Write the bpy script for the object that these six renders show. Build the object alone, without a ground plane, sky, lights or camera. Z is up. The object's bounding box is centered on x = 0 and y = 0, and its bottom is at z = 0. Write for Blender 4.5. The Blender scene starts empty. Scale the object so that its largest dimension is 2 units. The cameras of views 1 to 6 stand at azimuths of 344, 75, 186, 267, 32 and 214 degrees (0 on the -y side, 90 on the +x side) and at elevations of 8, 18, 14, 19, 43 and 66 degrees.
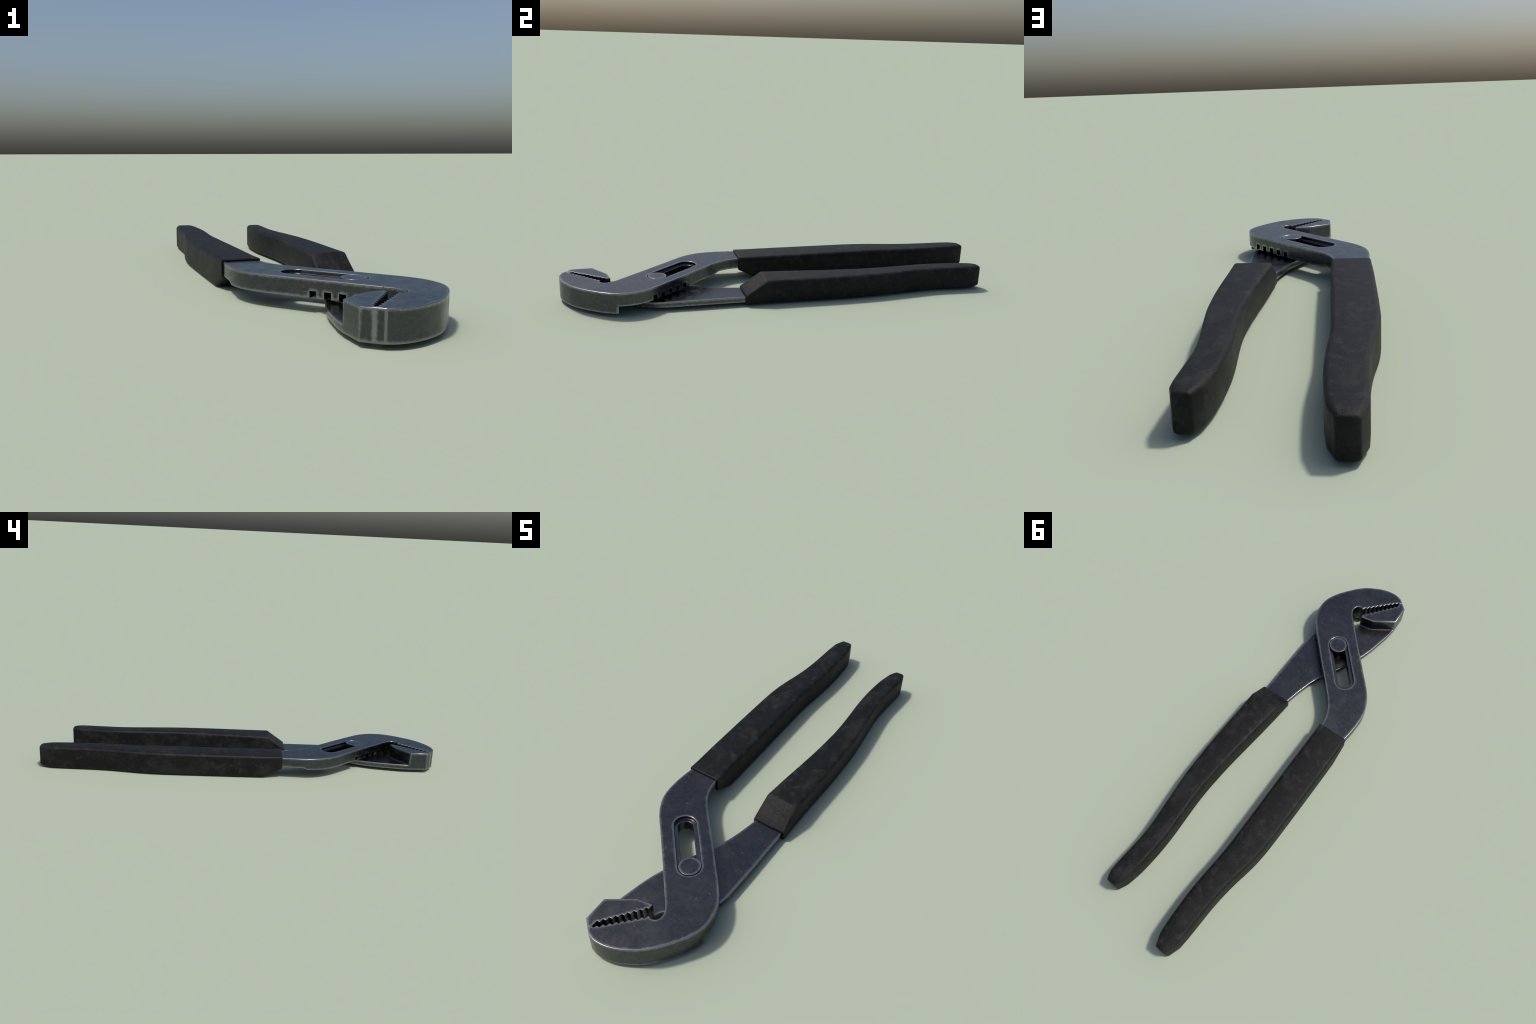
"""Slip-joint water-pump pliers lying flat: a slotted upper arm, a plain lower
arm with a raised jaw block, a rivet and two dipped rubber grips."""
import bpy, bmesh, math
import numpy as np
from mathutils import Vector, Matrix

# ----------------------------------------------------------------- levels (z)
Z_TOP = 0.1015        # top face of the steel
Z_MID = 0.0445        # underside of the upper arm
Z_PLATE = 0.0370      # top of the lower arm plate
Z_BOT = 0.0125        # underside of the steel
RIVET = Vector((0.0585, -0.590))
AXIS = Vector((0.675, -0.738)).normalized()      # along the slot, towards the jaw
SIDE = Vector((-AXIS.y, AXIS.x))                 # across the slot
SLOT_LEN = 0.1985                                # rivet centre -> far slot centre


# ----------------------------------------------------------------- helpers
def spline(pts, n=10):
    """Centripetal Catmull-Rom through 2D points (open)."""
    P = [Vector(p) for p in pts]
    P = [P[0] * 2 - P[1]] + P + [P[-1] * 2 - P[-2]]
    out = []
    for i in range(1, len(P) - 2):
        a, b, c, d = P[i - 1:i + 3]
        t0 = 0.0
        t1 = t0 + (b - a).length ** 0.5
        t2 = t1 + (c - b).length ** 0.5
        t3 = t2 + (d - c).length ** 0.5
        for k in range(n):
            t = t1 + (t2 - t1) * k / n
            A1 = a * ((t1 - t) / (t1 - t0)) + b * ((t - t0) / (t1 - t0))
            A2 = b * ((t2 - t) / (t2 - t1)) + c * ((t - t1) / (t2 - t1))
            A3 = c * ((t3 - t) / (t3 - t2)) + d * ((t - t2) / (t3 - t2))
            B1 = A1 * ((t2 - t) / (t2 - t0)) + A2 * ((t - t0) / (t2 - t0))
            B2 = A2 * ((t3 - t) / (t3 - t1)) + A3 * ((t - t1) / (t3 - t1))
            out.append(B1 * ((t2 - t) / (t2 - t1)) + B2 * ((t - t1) / (t2 - t1)))
    out.append(P[-2])
    return out


def tidy(pts, eps=0.0008):
    """Drop points that sit on top of their neighbour."""
    out = []
    for p in pts:
        p = Vector(p)
        if not out or (p - out[-1]).length > eps:
            out.append(p)
    if (out[0] - out[-1]).length <= eps:
        out.pop()
    return out


def mesh_object(name, bm):
    me = bpy.data.meshes.new(name)
    bm.normal_update()
    bm.to_mesh(me)
    bm.free()
    ob = bpy.data.objects.new(name, me)
    bpy.context.scene.collection.objects.link(ob)
    return ob


def prism(name, pts, z0, z1):
    pts = tidy(pts)
    bm = bmesh.new()
    lo = [bm.verts.new((p.x, p.y, z0)) for p in pts]
    hi = [bm.verts.new((p.x, p.y, z1)) for p in pts]
    n = len(pts)
    bm.faces.new(hi)
    bm.faces.new(lo[::-1])
    for i in range(n):
        bm.faces.new((lo[i], lo[(i + 1) % n], hi[(i + 1) % n], hi[i]))
    bmesh.ops.recalc_face_normals(bm, faces=bm.faces)
    return mesh_object(name, bm)


def arm_point(t, n):
    """Point in the slot frame: t along the arm from the rivet, n across."""
    return RIVET + AXIS * t + SIDE * n


def stadium(r, t0, t1, n=18):
    a0 = math.atan2(AXIS.y, AXIS.x)
    out = []
    for k in range(n + 1):
        a = a0 - math.pi / 2 + math.pi * k / n
        out.append(arm_point(t1, 0) + Vector((math.cos(a), math.sin(a))) * r)
    for k in range(n + 1):
        a = a0 + math.pi / 2 + math.pi * k / n
        out.append(arm_point(t0, 0) + Vector((math.cos(a), math.sin(a))) * r)
    return out


def box_between(name, a, b, half, z0, z1):
    d = (b - a).normalized()
    s = Vector((-d.y, d.x)) * half
    return prism(name, [a - s, b - s, b + s, a + s], z0, z1)


def boolean(ob, other, op):
    m = ob.modifiers.new("b", 'BOOLEAN')
    m.object = other
    m.operation = op
    m.solver = 'EXACT'
    dg = bpy.context.evaluated_depsgraph_get()
    me = bpy.data.meshes.new_from_object(ob.evaluated_get(dg))
    ob.modifiers.clear()
    old = ob.data
    ob.data = me
    bpy.data.meshes.remove(old)
    bpy.data.objects.remove(other)


def bevel(ob, width, segments=2, angle=32):
    bm = bmesh.new()
    bm.from_mesh(ob.data)
    bmesh.ops.remove_doubles(bm, verts=bm.verts, dist=0.0003)
    bmesh.ops.dissolve_limit(bm, angle_limit=math.radians(0.4), verts=bm.verts,
                             edges=bm.edges, delimit=set())
    # ease the rims of the plates; upright corners and tooth tips stay crisp
    weight = bm.edges.layers.float.new("bevel_weight_edge")
    for e in bm.edges:
        d = e.verts[1].co - e.verts[0].co
        rim = abs(d.z) < 0.7 * d.length and len(e.link_faces) == 2
        e[weight] = 1.0 if rim and e.calc_face_angle(0.0) > math.radians(angle) else 0.0
    bm.to_mesh(ob.data)
    bm.free()
    m = ob.modifiers.new("v", 'BEVEL')
    m.width = width
    m.segments = segments
    m.limit_method = 'WEIGHT'
    m.use_clamp_overlap = False
    m.miter_outer = 'MITER_SHARP'
    dg = bpy.context.evaluated_depsgraph_get()
    me = bpy.data.meshes.new_from_object(ob.evaluated_get(dg))
    ob.modifiers.clear()
    old = ob.data
    ob.data = me
    bpy.data.meshes.remove(old)


def smooth(ob, angle=20):
    me = ob.data
    bm = bmesh.new()
    bm.from_mesh(me)
    lim = math.radians(angle)
    for f in bm.faces:
        f.smooth = True
    for e in bm.edges:
        e.smooth = len(e.link_faces) == 2 and e.calc_face_angle(0.0) < lim
    bm.to_mesh(me)
    bm.free()


def corner_normals(me, angle=42, wall=20):
    """Per-corner normals: flat top and bottom faces stay dead flat, their bevels
    take up the bend, and everything else is averaged below the crease angle."""
    lim, lim_wall = math.cos(math.radians(angle)), math.cos(math.radians(wall))

    def joins(n, m):
        upright = abs(n.z) < 0.05 and abs(m.z) < 0.05      # creases between side walls
        return n.dot(m) > (lim_wall if upright else lim)
    around = {}
    for p in me.polygons:
        for v in p.vertices:
            around.setdefault(v, []).append((p.normal.copy(), p.area))
    out = []
    for p in me.polygons:
        for v in p.vertices:
            near = [(n, a) for n, a in around[v] if joins(n, p.normal)]
            flat = [n for n, a in near if abs(n.z) > 0.9999]
            if flat:
                out.append(flat[0])
            else:
                out.append(sum((n * min(a, 2e-4) for n, a in near), Vector()).normalized())
    return out


def split_off(ob, name, plane_co, plane_no):
    """Cut the body along a plane; the faces on the far side become an object
    of their own with the body's vertex normals, so no seam shows."""
    bm = bmesh.new()
    bm.from_mesh(ob.data)
    bmesh.ops.bisect_plane(bm, geom=bm.verts[:] + bm.edges[:] + bm.faces[:],
                           plane_co=plane_co, plane_no=plane_no, dist=1e-5)
    bm.to_mesh(ob.data)
    bm.free()
    src = ob.data
    normals = corner_normals(src)
    far = [((p.center - Vector(plane_co)).dot(Vector(plane_no)) > 0) for p in src.polygons]
    made = []
    for want, nm in ((False, ob.name), (True, name)):
        vmap, verts, faces, nor, smooths = {}, [], [], [], []
        for p in src.polygons:
            if far[p.index] != want:
                continue
            f = []
            for li in p.loop_indices:
                vi = src.loops[li].vertex_index
                if vi not in vmap:
                    vmap[vi] = len(verts)
                    verts.append(src.vertices[vi].co.copy())
                f.append(vmap[vi])
                nor.append(normals[li])
            faces.append(f)
        me = bpy.data.meshes.new(nm)
        me.from_pydata(verts, [], faces)
        me.polygons.foreach_set("use_smooth", [True] * len(faces))
        me.update()
        me.normals_split_custom_set(nor)
        made.append(me)
    ob.data = made[0]
    bpy.data.meshes.remove(src)
    part = bpy.data.objects.new(name, made[1])
    bpy.context.scene.collection.objects.link(part)
    return part


# ----------------------------------------------------------------- materials
class Nodes:
    def __init__(self, name):
        self.mat = bpy.data.materials.new(name)
        self.mat.use_nodes = True
        self.t = self.mat.node_tree
        self.t.nodes.clear()
        self.out = self.new('ShaderNodeOutputMaterial')
        self.bsdf = self.new('ShaderNodeBsdfPrincipled')
        self.link(self.bsdf.outputs[0], self.out.inputs[0])
        self.obj = self.new('ShaderNodeTexCoord').outputs['Object']

    def new(self, kind, **kw):
        n = self.t.nodes.new(kind)
        for k, v in kw.items():
            setattr(n, k, v)
        return n

    def link(self, a, b):
        self.t.links.new(a, b)

    def mapping(self, scale=(1, 1, 1), rot=(0, 0, 0), loc=(0, 0, 0)):
        m = self.new('ShaderNodeMapping')
        m.inputs['Scale'].default_value = scale
        m.inputs['Rotation'].default_value = rot
        m.inputs['Location'].default_value = loc
        self.link(self.obj, m.inputs['Vector'])
        return m.outputs[0]

    def noise(self, scale, detail=4.0, rough=0.55, vec=None, distortion=0.0):
        n = self.new('ShaderNodeTexNoise')
        n.inputs['Scale'].default_value = scale
        n.inputs['Detail'].default_value = detail
        n.inputs['Roughness'].default_value = rough
        n.inputs['Distortion'].default_value = distortion
        self.link(vec if vec is not None else self.obj, n.inputs['Vector'])
        return n.outputs['Fac']

    def ramp(self, fac, a, b, lo=0.0, hi=1.0):
        m = self.new('ShaderNodeMapRange')
        m.interpolation_type = 'SMOOTHSTEP'
        m.inputs['From Min'].default_value = a
        m.inputs['From Max'].default_value = b
        m.inputs['To Min'].default_value = lo
        m.inputs['To Max'].default_value = hi
        self.link(fac, m.inputs['Value'])
        return m.outputs[0]

    def math(self, op, a, b=None, clamp=False):
        m = self.new('ShaderNodeMath', operation=op)
        m.use_clamp = clamp
        for i, v in enumerate((a, b)):
            if v is None:
                continue
            if isinstance(v, (int, float)):
                m.inputs[i].default_value = v
            else:
                self.link(v, m.inputs[i])
        return m.outputs[0]

    def mix(self, fac, a, b, blend='MIX'):
        m = self.new('ShaderNodeMix', data_type='RGBA', blend_type=blend)
        for sock, v in ((m.inputs['Factor'], fac), (m.inputs[6], a), (m.inputs[7], b)):
            if isinstance(v, (int, float)):
                sock.default_value = v
            elif isinstance(v, tuple):
                sock.default_value = (*v, 1.0)
            else:
                self.link(v, sock)
        return m.outputs[2]

    def edge(self, radius, samples=8):
        """1 on edges, 0 on flats: how far a rounded normal leaves the true one."""
        b = self.new('ShaderNodeBevel', samples=samples)
        b.inputs['Radius'].default_value = radius
        g = self.new('ShaderNodeNewGeometry')
        d = self.new('ShaderNodeVectorMath', operation='DOT_PRODUCT')
        self.link(b.outputs[0], d.inputs[0])
        self.link(g.outputs['Normal'], d.inputs[1])
        return self.math('SUBTRACT', 1.0, d.outputs['Value'], clamp=True)

    def bump(self, height, strength, distance, normal=None):
        b = self.new('ShaderNodeBump')
        b.inputs['Strength'].default_value = strength
        b.inputs['Distance'].default_value = distance
        self.link(height, b.inputs['Height'])
        if normal is not None:
            self.link(normal, b.inputs['Normal'])
        return b.outputs[0]

    def lines(self, scale, rot, stretch, width, distort=0.0):
        """Sparse hair scratches: thin zero-crossings of stretched noise."""
        v = self.mapping(scale=(1, stretch, 1), rot=rot)
        n = self.noise(scale, 1.0, 0.4, v, distort)
        d = self.math('ABSOLUTE', self.math('SUBTRACT', n, 0.5))
        return self.ramp(d, 0.0, width, 1.0, 0.0)


def steel():
    N = Nodes("worn_dark_steel")
    broad = N.noise(9, 4, 0.6)
    fine = N.noise(55, 6, 0.72)
    grain = N.noise(380, 3, 0.6)
    # dark blued grey, clouded and speckled
    col = N.mix(N.ramp(broad, 0.36, 0.64), (0.066, 0.069, 0.075), (0.083, 0.086, 0.092))
    col = N.mix(N.math('MULTIPLY', N.ramp(fine, 0.42, 0.66), 0.42), col, (0.112, 0.114, 0.122))
    col = N.mix(N.math('MULTIPLY', N.ramp(grain, 0.52, 0.68), 0.40), col, (0.160, 0.161, 0.166))
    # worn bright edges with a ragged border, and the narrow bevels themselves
    edge = N.edge(0.020, 12)
    ragged = N.math('ADD', N.math('MULTIPLY', N.math('SUBTRACT', fine, 0.5), 0.22),
                    N.math('MULTIPLY', N.math('SUBTRACT', N.noise(120, 3), 0.5), 0.08))
    wear = N.ramp(N.math('ADD', edge, N.math('MULTIPLY', ragged, N.ramp(edge, 0.0, 0.02))), 0.004, 0.075)
    geo = N.new('ShaderNodeNewGeometry')
    sep = N.new('ShaderNodeSeparateXYZ')
    N.link(geo.outputs['True Normal'], sep.inputs[0])
    nz = N.math('ABSOLUTE', sep.outputs['Z'])
    strip = N.math('MULTIPLY', N.ramp(nz, 0.20, 0.25), N.ramp(nz, 0.97, 0.985, 1.0, 0.0))
    wear = N.math('MAXIMUM', wear, strip)
    # the crease at the nose of the upper jaw is rubbed pale as well
    at_nose = N.new('ShaderNodeVectorMath', operation='MULTIPLY_ADD')
    N.link(N.obj, at_nose.inputs[0])
    at_nose.inputs[1].default_value = (1.0, 1.0, 0.0)
    at_nose.inputs[2].default_value = (0.0385, 0.9930, 0.0)
    reach = N.new('ShaderNodeVectorMath', operation='LENGTH')
    N.link(at_nose.outputs[0], reach.inputs[0])
    crease = N.ramp(N.math('ADD', reach.outputs['Value'], N.math('MULTIPLY', N.math('SUBTRACT', fine, 0.5), 0.006)),
                    0.0025, 0.0050, 0.75, 0.0)
    wear = N.math('MAXIMUM', wear, crease)
    # shade painted inside the slot: a stadium-shaped mask in the arm's own frame
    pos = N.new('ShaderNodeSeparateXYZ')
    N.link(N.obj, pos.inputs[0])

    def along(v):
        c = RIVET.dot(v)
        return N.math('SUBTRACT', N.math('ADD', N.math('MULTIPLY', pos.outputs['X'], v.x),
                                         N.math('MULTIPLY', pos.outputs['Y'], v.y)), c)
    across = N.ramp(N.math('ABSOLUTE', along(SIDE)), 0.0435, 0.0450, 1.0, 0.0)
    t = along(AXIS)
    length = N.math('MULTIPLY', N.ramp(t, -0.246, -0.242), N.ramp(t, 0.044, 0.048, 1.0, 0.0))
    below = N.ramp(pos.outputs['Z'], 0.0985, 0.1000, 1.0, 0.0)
    recess_shade = N.math('MULTIPLY', N.math('MULTIPLY', across, length), below)
    # and shade painted into the adjusting grooves, darkening their colour
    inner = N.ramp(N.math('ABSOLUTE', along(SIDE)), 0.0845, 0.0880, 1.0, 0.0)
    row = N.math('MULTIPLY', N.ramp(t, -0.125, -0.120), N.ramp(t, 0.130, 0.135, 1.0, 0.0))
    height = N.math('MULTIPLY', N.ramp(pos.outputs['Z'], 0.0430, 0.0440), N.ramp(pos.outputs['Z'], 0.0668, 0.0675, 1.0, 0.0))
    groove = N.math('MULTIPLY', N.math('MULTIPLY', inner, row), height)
    recess_shade = N.math('MAXIMUM', recess_shade, N.math('MULTIPLY', groove, 1.6))
    wear = N.math('MULTIPLY', wear, N.math('SUBTRACT', 1.0, N.math('MULTIPLY', recess_shade, 0.60), clamp=True))
    col = N.mix(N.math('MULTIPLY', wear, 0.78), col, (0.315, 0.315, 0.328))
    # thin dark scratches in a few directions
    s1 = N.lines(5.0, (0, 0, 0.5), 9.0, 0.0045, 0.5)
    s2 = N.lines(4.0, (0.3, 0, -0.9), 8.0, 0.0045, 0.4)
    pick = N.ramp(N.noise(9, 2), 0.48, 0.58)
    scratch = N.math('MULTIPLY', N.math('MAXIMUM', s1, s2), pick)
    col = N.mix(N.math('MULTIPLY', scratch, 0.60), col, (0.045, 0.042, 0.044))
    # rust flecks: small, slanted, sparse; larger stains, fainter
    fv = N.mapping(scale=(1.0, 2.2, 1.0), rot=(0, 0, 0.7))
    fleck = N.ramp(N.noise(34, 3, 0.6, fv, 0.8), 0.640, 0.70)
    fleck = N.math('MULTIPLY', fleck, N.ramp(N.noise(13, 2), 0.46, 0.56))
    stain = N.ramp(N.noise(24, 3, 0.55, N.mapping(loc=(3.1, 1.7, 0.4))), 0.60, 0.72)
    rust = N.mix(N.ramp(grain, 0.4, 0.6), (0.048, 0.032, 0.023), (0.120, 0.078, 0.052))
    col = N.mix(N.math('MULTIPLY', recess_shade, 0.40), col, (0.022, 0.022, 0.024))
    amount = N.math('MAXIMUM', N.math('MULTIPLY', fleck, 0.85), N.math('MULTIPLY', stain, 0.38))
    col = N.mix(amount, col, rust)
    N.link(col, N.bsdf.inputs['Base Color'])
    N.link(N.math('SUBTRACT', 1.0, N.math('MULTIPLY', fleck, 0.6)), N.bsdf.inputs['Metallic'])
    rough = N.ramp(N.noise(23, 5, 0.65), 0.3, 0.7, 0.24, 0.33)
    rough = N.math('ADD', rough, N.math('MULTIPLY', amount, 0.3))
    rough = N.math('SUBTRACT', rough, N.math('MULTIPLY', strip, 0.01))
    N.link(rough, N.bsdf.inputs['Roughness'])
    h = N.math('ADD', N.math('MULTIPLY', fine, 0.5), N.math('MULTIPLY', grain, 0.25))
    h = N.math('SUBTRACT', h, N.math('MULTIPLY', scratch, 0.4))
    N.link(N.bump(h, 0.10, 0.0015), N.bsdf.inputs['Normal'])
    return N.mat


def rubber():
    N = Nodes("worn_black_rubber")
    edge = N.edge(0.024, 8)
    cloud = N.noise(12, 7, 0.66, N.mapping(scale=(1.4, 0.8, 1.2)))
    mid = N.noise(30, 5, 0.64)
    grain = N.noise(300, 4, 0.65)
    col = N.mix(N.ramp(cloud, 0.46, 0.62), (0.0026, 0.0028, 0.0031), (0.0128, 0.0123, 0.0120))
    col = N.mix(N.math('MULTIPLY', N.ramp(mid, 0.54, 0.65), 0.65), col, (0.0225, 0.0215, 0.0208))
    col = N.mix(N.math('MULTIPLY', N.ramp(grain, 0.48, 0.64), 0.55), col, (0.0150, 0.0147, 0.0146))
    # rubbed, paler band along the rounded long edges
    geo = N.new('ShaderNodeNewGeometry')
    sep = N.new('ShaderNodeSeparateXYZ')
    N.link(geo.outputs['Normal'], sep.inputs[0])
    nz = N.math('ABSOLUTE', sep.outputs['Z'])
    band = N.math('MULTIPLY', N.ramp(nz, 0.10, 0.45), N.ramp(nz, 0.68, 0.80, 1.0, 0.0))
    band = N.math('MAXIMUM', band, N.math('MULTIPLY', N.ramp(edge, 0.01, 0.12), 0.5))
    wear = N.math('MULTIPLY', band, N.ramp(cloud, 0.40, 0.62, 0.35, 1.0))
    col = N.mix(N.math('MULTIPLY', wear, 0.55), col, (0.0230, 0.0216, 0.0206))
    # scuffs: a few short wrinkled creases inside scattered patches
    patch = N.ramp(N.noise(6.5, 2, 0.5), 0.585, 0.66)
    ridge = N.math('ABSOLUTE', N.math('SUBTRACT', N.noise(40, 3, 0.55, None, 1.2), 0.5))
    crack = N.math('MULTIPLY', N.ramp(ridge, 0.0, 0.035, 1.0, 0.0), patch)
    col = N.mix(N.math('MULTIPLY', crack, 0.40), col, (0.026, 0.0252, 0.0245))
    N.link(col, N.bsdf.inputs['Base Color'])
    N.link(N.ramp(cloud, 0.35, 0.65, 0.50, 0.62), N.bsdf.inputs['Roughness'])
    N.bsdf.inputs['Specular IOR Level'].default_value = 0.20
    h = N.math('ADD', N.math('MULTIPLY', grain, 0.5), N.math('MULTIPLY', mid, 0.5))
    n1 = N.bump(h, 0.60, 0.0024)
    N.link(N.bump(crack, 0.40, -0.0020, n1), N.bsdf.inputs['Normal'])
    return N.mat


# ----------------------------------------------------------------- upper arm
def build_upper():
    outer = spline([(-0.0395, -0.993), (-0.0095, -1.0005), (0.028, -0.9985), (0.064, -0.988),
                    (0.100, -0.970), (0.135, -0.9475), (0.168, -0.9155), (0.195, -0.881),
                    (0.222, -0.842), (0.241, -0.805), (0.2525, -0.767), (0.254, -0.732),
                    (0.2485, -0.695), (0.237, -0.664), (0.217, -0.631), (0.194, -0.602),
                    (0.148, -0.551)], 6)
    outer += spline([(0.148, -0.551), (0.075, -0.4705), (0.002, -0.3935), (-0.037, -0.351),
                     (-0.0705, -0.3135), (-0.0925, -0.281), (-0.107, -0.248), (-0.116, -0.212),
                     (-0.1190, -0.185), (-0.1200, -0.162)], 8)
    inner = spline([(-0.2415, -0.162), (-0.2425, -0.195), (-0.246, -0.235), (-0.2475, -0.28),
                    (-0.244, -0.337), (-0.2335, -0.382), (-0.2125, -0.425), (-0.1835, -0.465),
                    (-0.1355, -0.517)], 8)
    inner += spline([(-0.1355, -0.517), (-0.079, -0.578), (-0.016, -0.6465), (0.045, -0.7145)], 3)
    inner += spline([(0.045, -0.7145), (0.088, -0.7615), (0.105, -0.7845), (0.1115, -0.803),
                     (0.1115, -0.815), (0.107, -0.826), (0.0985, -0.8325), (0.0885, -0.835),
                     (0.0760, -0.8305)], 6)
    # nine saw teeth: each runs down along -y, then steps across along -x
    peak, step = Vector((0.0745, -0.8320)), Vector((-0.01425, -0.01525))
    teeth = []
    for i in range(9):
        p = peak + step * i
        teeth += [p, p + Vector((-0.0036, -0.0153 if i < 8 else -0.0120))]
    teeth += [Vector((-0.0520, -0.9640)), Vector((-0.0600, -0.9765))]
    outline = outer + inner + teeth
    arm = prism("slotted_arm", outline, Z_BOT, Z_TOP)

    # thin the shank: everything behind the jaw loses its lower half
    arc = spline([(0.330, -0.752), (0.2555, -0.764), (0.220, -0.776), (0.1755, -0.782),
                  (0.135, -0.780), (0.1115, -0.772), (0.060, -0.735)], 6)
    boolean(arm, prism("cut", arc + [Vector((-0.5, -0.6)), Vector((-0.5, 0.1)), Vector((0.5, 0.1)),
                                     Vector((0.5, -0.752))], -0.02, Z_MID), 'DIFFERENCE')
    # the tang that enters the grip is thinner still, with a sloped shoulder
    bm = bmesh.new()
    prof = [(-0.318, Z_MID - 0.02), (-0.318, Z_MID), (-0.290, 0.0545), (-0.05, 0.0545), (-0.05, Z_MID - 0.02)]
    rings = [[bm.verts.new((x, y, z)) for y, z in prof] for x in (-0.3, -0.05)]
    bm.faces.new(rings[0]); bm.faces.new(rings[1][::-1])
    for i in range(5):
        j = (i + 1) % 5
        bm.faces.new((rings[0][i], rings[0][j], rings[1][j], rings[1][i]))
    bmesh.ops.recalc_face_normals(bm, faces=bm.faces)
    boolean(arm, mesh_object("cut", bm), 'DIFFERENCE')
    # slot: countersunk track with a narrower through-hole
    boolean(arm, prism("cut", stadium(0.0430, -SLOT_LEN, 0.0), 0.0875, 0.2), 'DIFFERENCE')
    boolean(arm, prism("cut", stadium(0.0285, -SLOT_LEN, 0.0), -0.1, 0.2), 'DIFFERENCE')
    # five adjusting grooves across the underside
    for k in range(5):
        t = -0.0815 + 0.0470 * k
        a, b = arm_point(t - 0.011, -0.16), arm_point(t + 0.011, 0.16)
        # the one nearest the handle is blind: it stops short of the slot
        spans = [(a, b)] if k else [(a, a.lerp(b, 0.275)), (a.lerp(b, 0.725), b)]
        for p, q in spans:
            boolean(arm, box_between("cut", p, q, 0.0110, Z_MID - 0.01, Z_MID + 0.0220), 'DIFFERENCE')
    bevel(arm, 0.0021, 3)
    smooth(arm)
    return arm


# ----------------------------------------------------------------- lower arm
def jaw_teeth():
    a, step = Vector((0.0475, -0.8100)), Vector((-0.01237, -0.01625))
    out = []
    for i in range(9):
        p = a + step * i
        out += [p, p + Vector((-0.0016, -0.0156 if i < 8 else -0.0235))]
    out[-1] = Vector((-0.0515, -0.9640))
    return out


def build_lower():
    back = [Vector((-0.0885, -0.9525)), Vector((-0.0925, -0.8625))]
    seam = [Vector((0.0580, -0.8085))] + jaw_teeth() + [Vector((-0.0597, -0.9768))]
    block = prism("cut", back[::-1] + [Vector((-0.0885, -0.9525))] + seam[::-1] +
                  [Vector((0.0575, -0.7885)), Vector((-0.003, -0.8005))], Z_BOT - 0.0004, Z_TOP - 0.0006)
    left = spline([(-0.0925, -0.8625), (-0.0880, -0.810), (-0.0785, -0.7545), (-0.0685, -0.702),
                   (-0.0560, -0.654), (-0.0430, -0.617), (-0.020, -0.560), (0.003, -0.509),
                   (0.0255, -0.465), (0.0450, -0.4235), (0.0640, -0.374), (0.0805, -0.310),
                   (0.0920, -0.250), (0.0970, -0.218), (0.1000, -0.200)], 6)
    right = spline([(0.2165, -0.200), (0.2165, -0.235), (0.2170, -0.333), (0.2180, -0.430),
                    (0.2180, -0.523), (0.2165, -0.585), (0.2120, -0.6185), (0.200, -0.650),
                    (0.178, -0.692), (0.148, -0.727), (0.112, -0.7475), (0.088, -0.752),
                    (0.0740, -0.760), (0.0640, -0.7745), (0.0575, -0.7885)], 6)
    plate = prism("plain_arm", left + right + [Vector((0.058, -0.8085))] + seam[1:] +
                  [Vector((-0.0885, -0.9525))], Z_BOT - 0.0004, Z_PLATE)
    boolean(plate, block, 'UNION')
    # raised round boss that carries the pin
    boss = prism("cut", [RIVET + Vector((math.cos(a), math.sin(a))) * 0.0765
                         for a in np.linspace(0, 2 * math.pi, 64, endpoint=False)],
                 Z_PLATE - 0.01, 0.0412)
    boolean(plate, boss, 'UNION')
    bevel(plate, 0.0021, 3)
    smooth(plate)
    return plate


# ----------------------------------------------------------------- rivet
def build_rivet():
    prof = [(0.0, 0.0060), (0.034, 0.0060), (0.036, 0.0080), (0.036, Z_BOT - 0.0002), (0.0265, Z_BOT - 0.0001),
            (0.0265, 0.0870), (0.0270, 0.0882), (0.0388, 0.0882), (0.0400, 0.0894),
            (0.0400, 0.1006), (0.0398, 0.1012), (0.0393, 0.1015), (0.0, 0.1015)]
    n = 64
    bm = bmesh.new()
    rings = []
    for r, z in prof:
        if r == 0.0:
            rings.append([bm.verts.new((RIVET.x, RIVET.y, z))])
        else:
            rings.append([bm.verts.new((RIVET.x + r * math.cos(2 * math.pi * k / n),
                                        RIVET.y + r * math.sin(2 * math.pi * k / n), z)) for k in range(n)])
    for a, b in zip(rings, rings[1:]):
        for k in range(n):
            j = (k + 1) % n
            if len(a) == 1:
                bm.faces.new((a[0], b[k], b[j]))
            elif len(b) == 1:
                bm.faces.new((a[k], a[j], b[0]))
            else:
                bm.faces.new((a[k], a[j], b[j], b[k]))
    bmesh.ops.recalc_face_normals(bm, faces=bm.faces)
    ob = mesh_object("rivet", bm)
    ob.data.polygons.foreach_set("use_smooth", [True] * len(ob.data.polygons))
    ob.data.normals_split_custom_set(corner_normals(ob.data, 48))
    return ob


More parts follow.
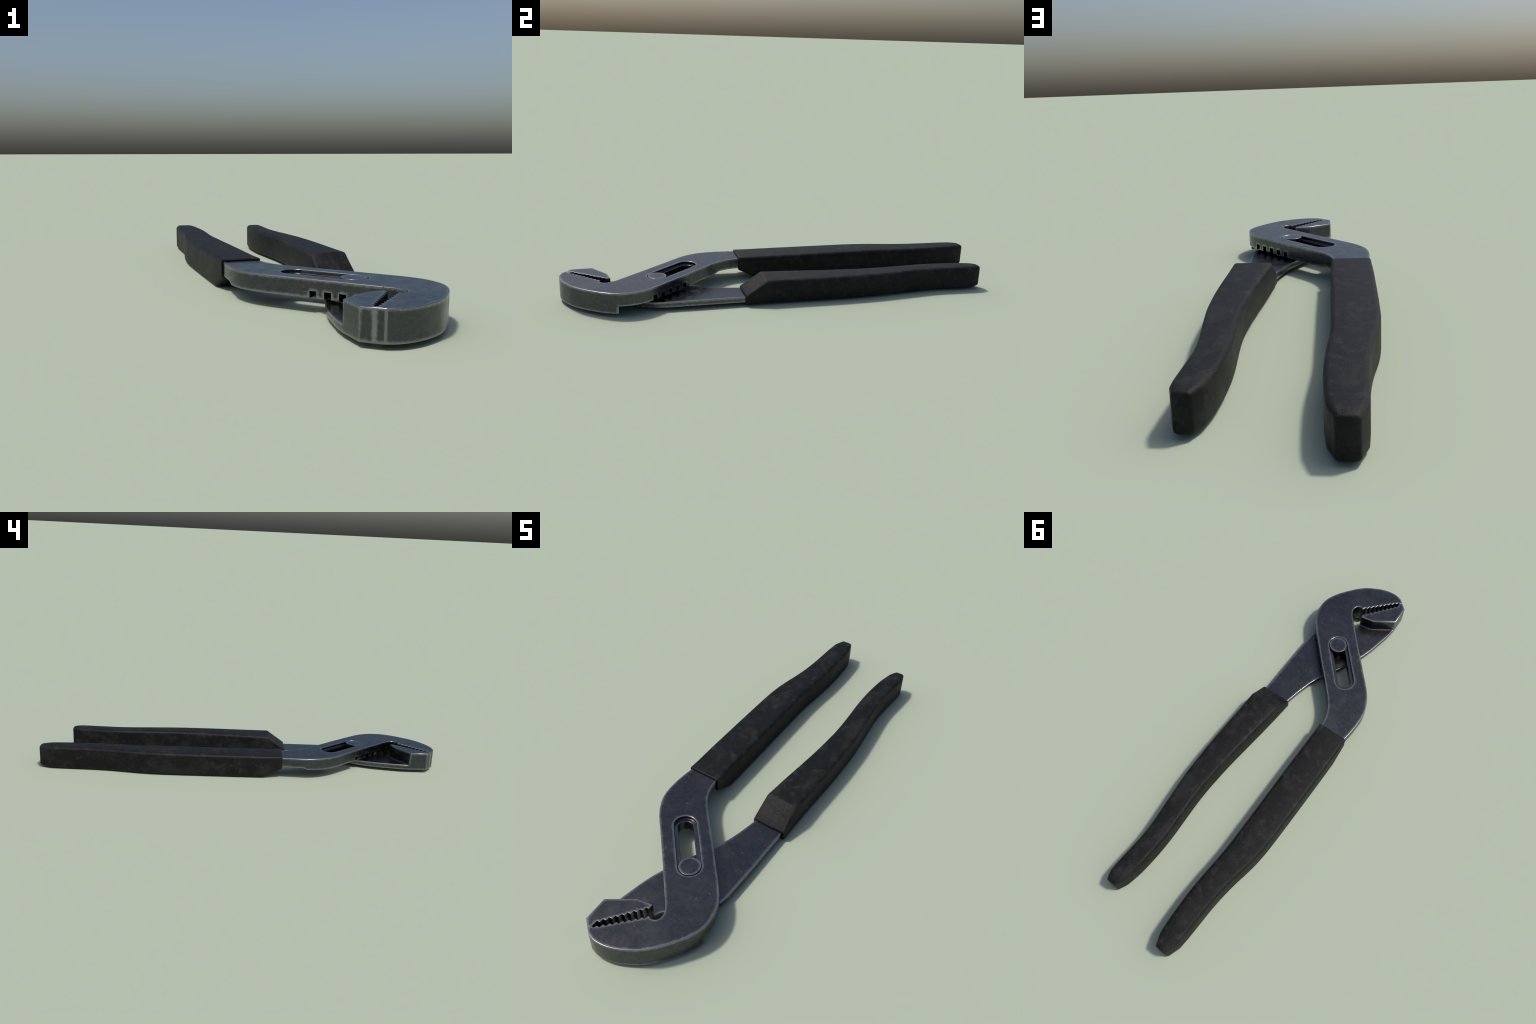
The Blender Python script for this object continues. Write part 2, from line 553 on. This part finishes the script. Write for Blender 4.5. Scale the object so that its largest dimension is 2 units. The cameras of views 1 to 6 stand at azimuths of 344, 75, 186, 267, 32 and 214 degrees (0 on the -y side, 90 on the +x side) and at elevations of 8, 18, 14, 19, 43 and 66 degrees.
# ----------------------------------------------------------------- grips
def build_grip(name, stations, tip, z_bot, z_top, front, lip, opening, chamfer_top):
    """Loft of rounded rectangles along y.
    stations: (y, x_out, x_in) side lines;  tip: the last two narrowing stations
    front: y of the open mouth;  lip: (z_lo, z_hi) of the mouth;  opening: hole rectangle"""
    R, SEG = 0.0140, 5
    S = np.array(stations)
    sgn = 1.0

    def sides(y):
        ys = S[:, 0]
        i = int(np.clip(np.searchsorted(ys, y) - 1, 0, len(ys) - 2))
        h = ys[i + 1] - ys[i]
        u = (y - ys[i]) / h
        out = []
        for c in (1, 2):
            v = S[:, c]
            def slope(k):
                if k == 0: return (v[1] - v[0]) / (ys[1] - ys[0])
                if k == len(ys) - 1: return (v[-1] - v[-2]) / (ys[-1] - ys[-2])
                return (v[k + 1] - v[k - 1]) / (ys[k + 1] - ys[k - 1])
            m0, m1 = slope(i) * h, slope(i + 1) * h
            out.append((2 * u**3 - 3 * u**2 + 1) * v[i] + (u**3 - 2 * u**2 + u) * m0
                       + (-2 * u**3 + 3 * u**2) * v[i + 1] + (u**3 - u**2) * m1)
        return min(out), max(out)

    def ring(bm, y, xa, xb, za, zb, r):
        """Rounded rectangle, xa<xb, za<zb; y may be a number."""
        vs = []
        for cx, cz, a0 in ((xb - r, zb - r, 0), (xa + r, zb - r, 90), (xa + r, za + r, 180), (xb - r, za + r, 270)):
            for k in range(SEG + 1):
                a = math.radians(a0 + 90 * k / SEG)
                vs.append(bm.verts.new((cx + r * math.cos(a), y, cz + r * math.sin(a))))
        return vs

    end_y, end_a, end_b = tip[-1]
    y_ch = front + (0.091)                       # where the front ramp ends

    def heights(y):
        f = min(1.0, max(0.0, (y - front) / (y_ch - front)))
        if chamfer_top:
            return z_bot, lip[1] + (z_top - lip[1]) * f
        return lip[0] + (z_bot - lip[0]) * f, z_top

    bm = bmesh.new()
    rings = []
    ox0, ox1, oz0, oz1 = opening
    rings.append(ring(bm, front + 0.030, ox0, ox1, oz0, oz1, 0.002))
    rings.append(ring(bm, front + 0.002, ox0, ox1, oz0, oz1, 0.002))
    rings.append(ring(bm, front, ox0 - 0.0008, ox1 + 0.0008, oz0 - 0.0008, oz1 + 0.0008, 0.0025))
    xa, xb = sides(front); za, zb = heights(front)
    rings.append(ring(bm, front, xa + 0.0030, xb - 0.0030, za + 0.0030, zb - 0.0030, 0.0050))
    rings.append(ring(bm, front + 0.0010, xa + 0.0009, xb - 0.0009, za + 0.0009, zb - 0.0009, 0.0065))
    ys = [front + 0.0035]
    y = math.ceil((front + 0.01) / 0.02) * 0.02
    while y < tip[0][0] - 0.008:
        if abs(y - y_ch) > 0.012:
            ys.append(y)
        y += 0.02
    ys += [y_ch - 0.006, y_ch - 0.002, y_ch + 0.002, y_ch + 0.006]
    for y in sorted(ys):
        xa, xb = sides(y); za, zb = heights(y)
        r = 0.0075 + (R - 0.0075) * min(1.0, (y - front) / 0.06)
        rings.append(ring(bm, y, xa, xb, za, zb, r))
    ya, a0, b0 = tip[0]
    rings.append(ring(bm, ya, min(a0, b0), max(a0, b0), z_bot, z_top, R))
    lo, hi = min(end_a, end_b), max(end_a, end_b)
    # the end narrows in plan, then all four edges of the end face are eased
    def narrowed(f):
        return (min(a0, b0) + (lo - min(a0, b0)) * f, max(a0, b0) + (hi - max(a0, b0)) * f)
    for f, up, down, r in ((0.45, 0.0006, 0.0025, 0.0130), (0.80, 0.0024, 0.0050, 0.0115), (0.93, 0.0045, 0.0078, 0.0100)):
        xa, xb = narrowed(f)
        rings.append(ring(bm, ya + (end_y - ya) * f, xa, xb, z_bot + down, z_top - up, r))
    xa, xb = narrowed(0.975)
    rings.append(ring(bm, end_y - 0.0012, xa + 0.0017, xb - 0.0017, z_bot + 0.0105, z_top - 0.0066, 0.0085))
    rings.append(ring(bm, end_y, lo + 0.0052, hi - 0.0052, z_bot + 0.0140, z_top - 0.0100, 0.0070))
    n = len(rings[0])
    for a, b in zip(rings, rings[1:]):
        for k in range(n):
            j = (k + 1) % n
            bm.faces.new((a[k], a[j], b[j], b[k]))
    bm.faces.new(rings[0])
    bm.faces.new(rings[-1][::-1])
    bmesh.ops.recalc_face_normals(bm, faces=bm.faces)
    ob = mesh_object(name, bm)
    smooth(ob, 46)
    return ob


def build_grips():
    upper = build_grip(
        "grip",
        [(-0.190, -0.2490, -0.1110), (-0.10, -0.2530, -0.1120), (0.0, -0.2550, -0.1135), (0.1, -0.2560, -0.1155),
         (0.2, -0.2570, -0.1180), (0.3, -0.2575, -0.1205), (0.4, -0.2570, -0.1225), (0.45, -0.2545, -0.1238),
         (0.5, -0.2495, -0.1245), (0.55, -0.2415, -0.1230), (0.6, -0.2325, -0.1205), (0.65, -0.2255, -0.1175),
         (0.7, -0.2205, -0.1155), (0.75, -0.2175, -0.1145), (0.8, -0.2160, -0.1155), (0.85, -0.2150, -0.1175),
         (0.9, -0.2135, -0.1205), (0.945, -0.2105, -0.1250)],
        [(0.945, -0.2105, -0.1250), (0.9990, -0.1925, -0.1440)],
        0.0, 0.1090, -0.190, (0.0465, 0.109), (-0.2440, -0.1165, 0.0530, 0.1030), False)
    lower = build_grip(
        "grip",
        [(-0.2275, 0.2285, 0.0870), (-0.16, 0.2285, 0.0890), (-0.06, 0.2285, 0.0960), (0.0, 0.2290, 0.1010),
         (0.1, 0.2305, 0.1100), (0.2, 0.2305, 0.1180), (0.3, 0.2275, 0.1225), (0.35, 0.2250, 0.1235),
         (0.4, 0.2205, 0.1225), (0.45, 0.2150, 0.1200), (0.5, 0.2095, 0.1168), (0.55, 0.2035, 0.1132),
         (0.6, 0.1980, 0.1105), (0.65, 0.1948, 0.1092), (0.7, 0.1945, 0.1100), (0.75, 0.1970, 0.1125),
         (0.8, 0.1995, 0.1170), (0.85, 0.2015, 0.1258), (0.872, 0.2010, 0.1310)],
        [(0.872, 0.2010, 0.1310), (0.9090, 0.1885, 0.1480)],
        0.0040, 0.1090, -0.2275, (0.0040, 0.0450), (0.0960, 0.2205, 0.0112, 0.0385), True)
    return upper, lower


# ----------------------------------------------------------------- assembly
def main():
    bpy.context.scene.unit_settings.system = 'METRIC'
    metal, black = steel(), rubber()
    root = bpy.data.objects.new("pliers", None)
    bpy.context.scene.collection.objects.link(root)
    root["label"] = "adjustable slip-joint pliers, dark worn steel, two black rubber grips"
    root["category"] = "pliers"

    upper = build_upper()
    upper_jaw = split_off(upper, "jaw", (0.18, -0.700, 0.05), (AXIS.x * 0.2 , -1.0, 0))
    lower = build_lower()
    lower_jaw = split_off(lower, "jaw", (0.0, -0.783, 0.05), (0, -1.0, 0))
    rivet = build_rivet()
    grip_u, grip_l = build_grips()
    for ob, mat, parent in ((upper, metal, root), (lower, metal, root), (rivet, metal, root),
                            (upper_jaw, metal, upper), (lower_jaw, metal, lower),
                            (grip_u, black, upper), (grip_l, black, lower)):
        ob.data.materials.clear()
        ob.data.materials.append(mat)
        ob.parent = parent


main()
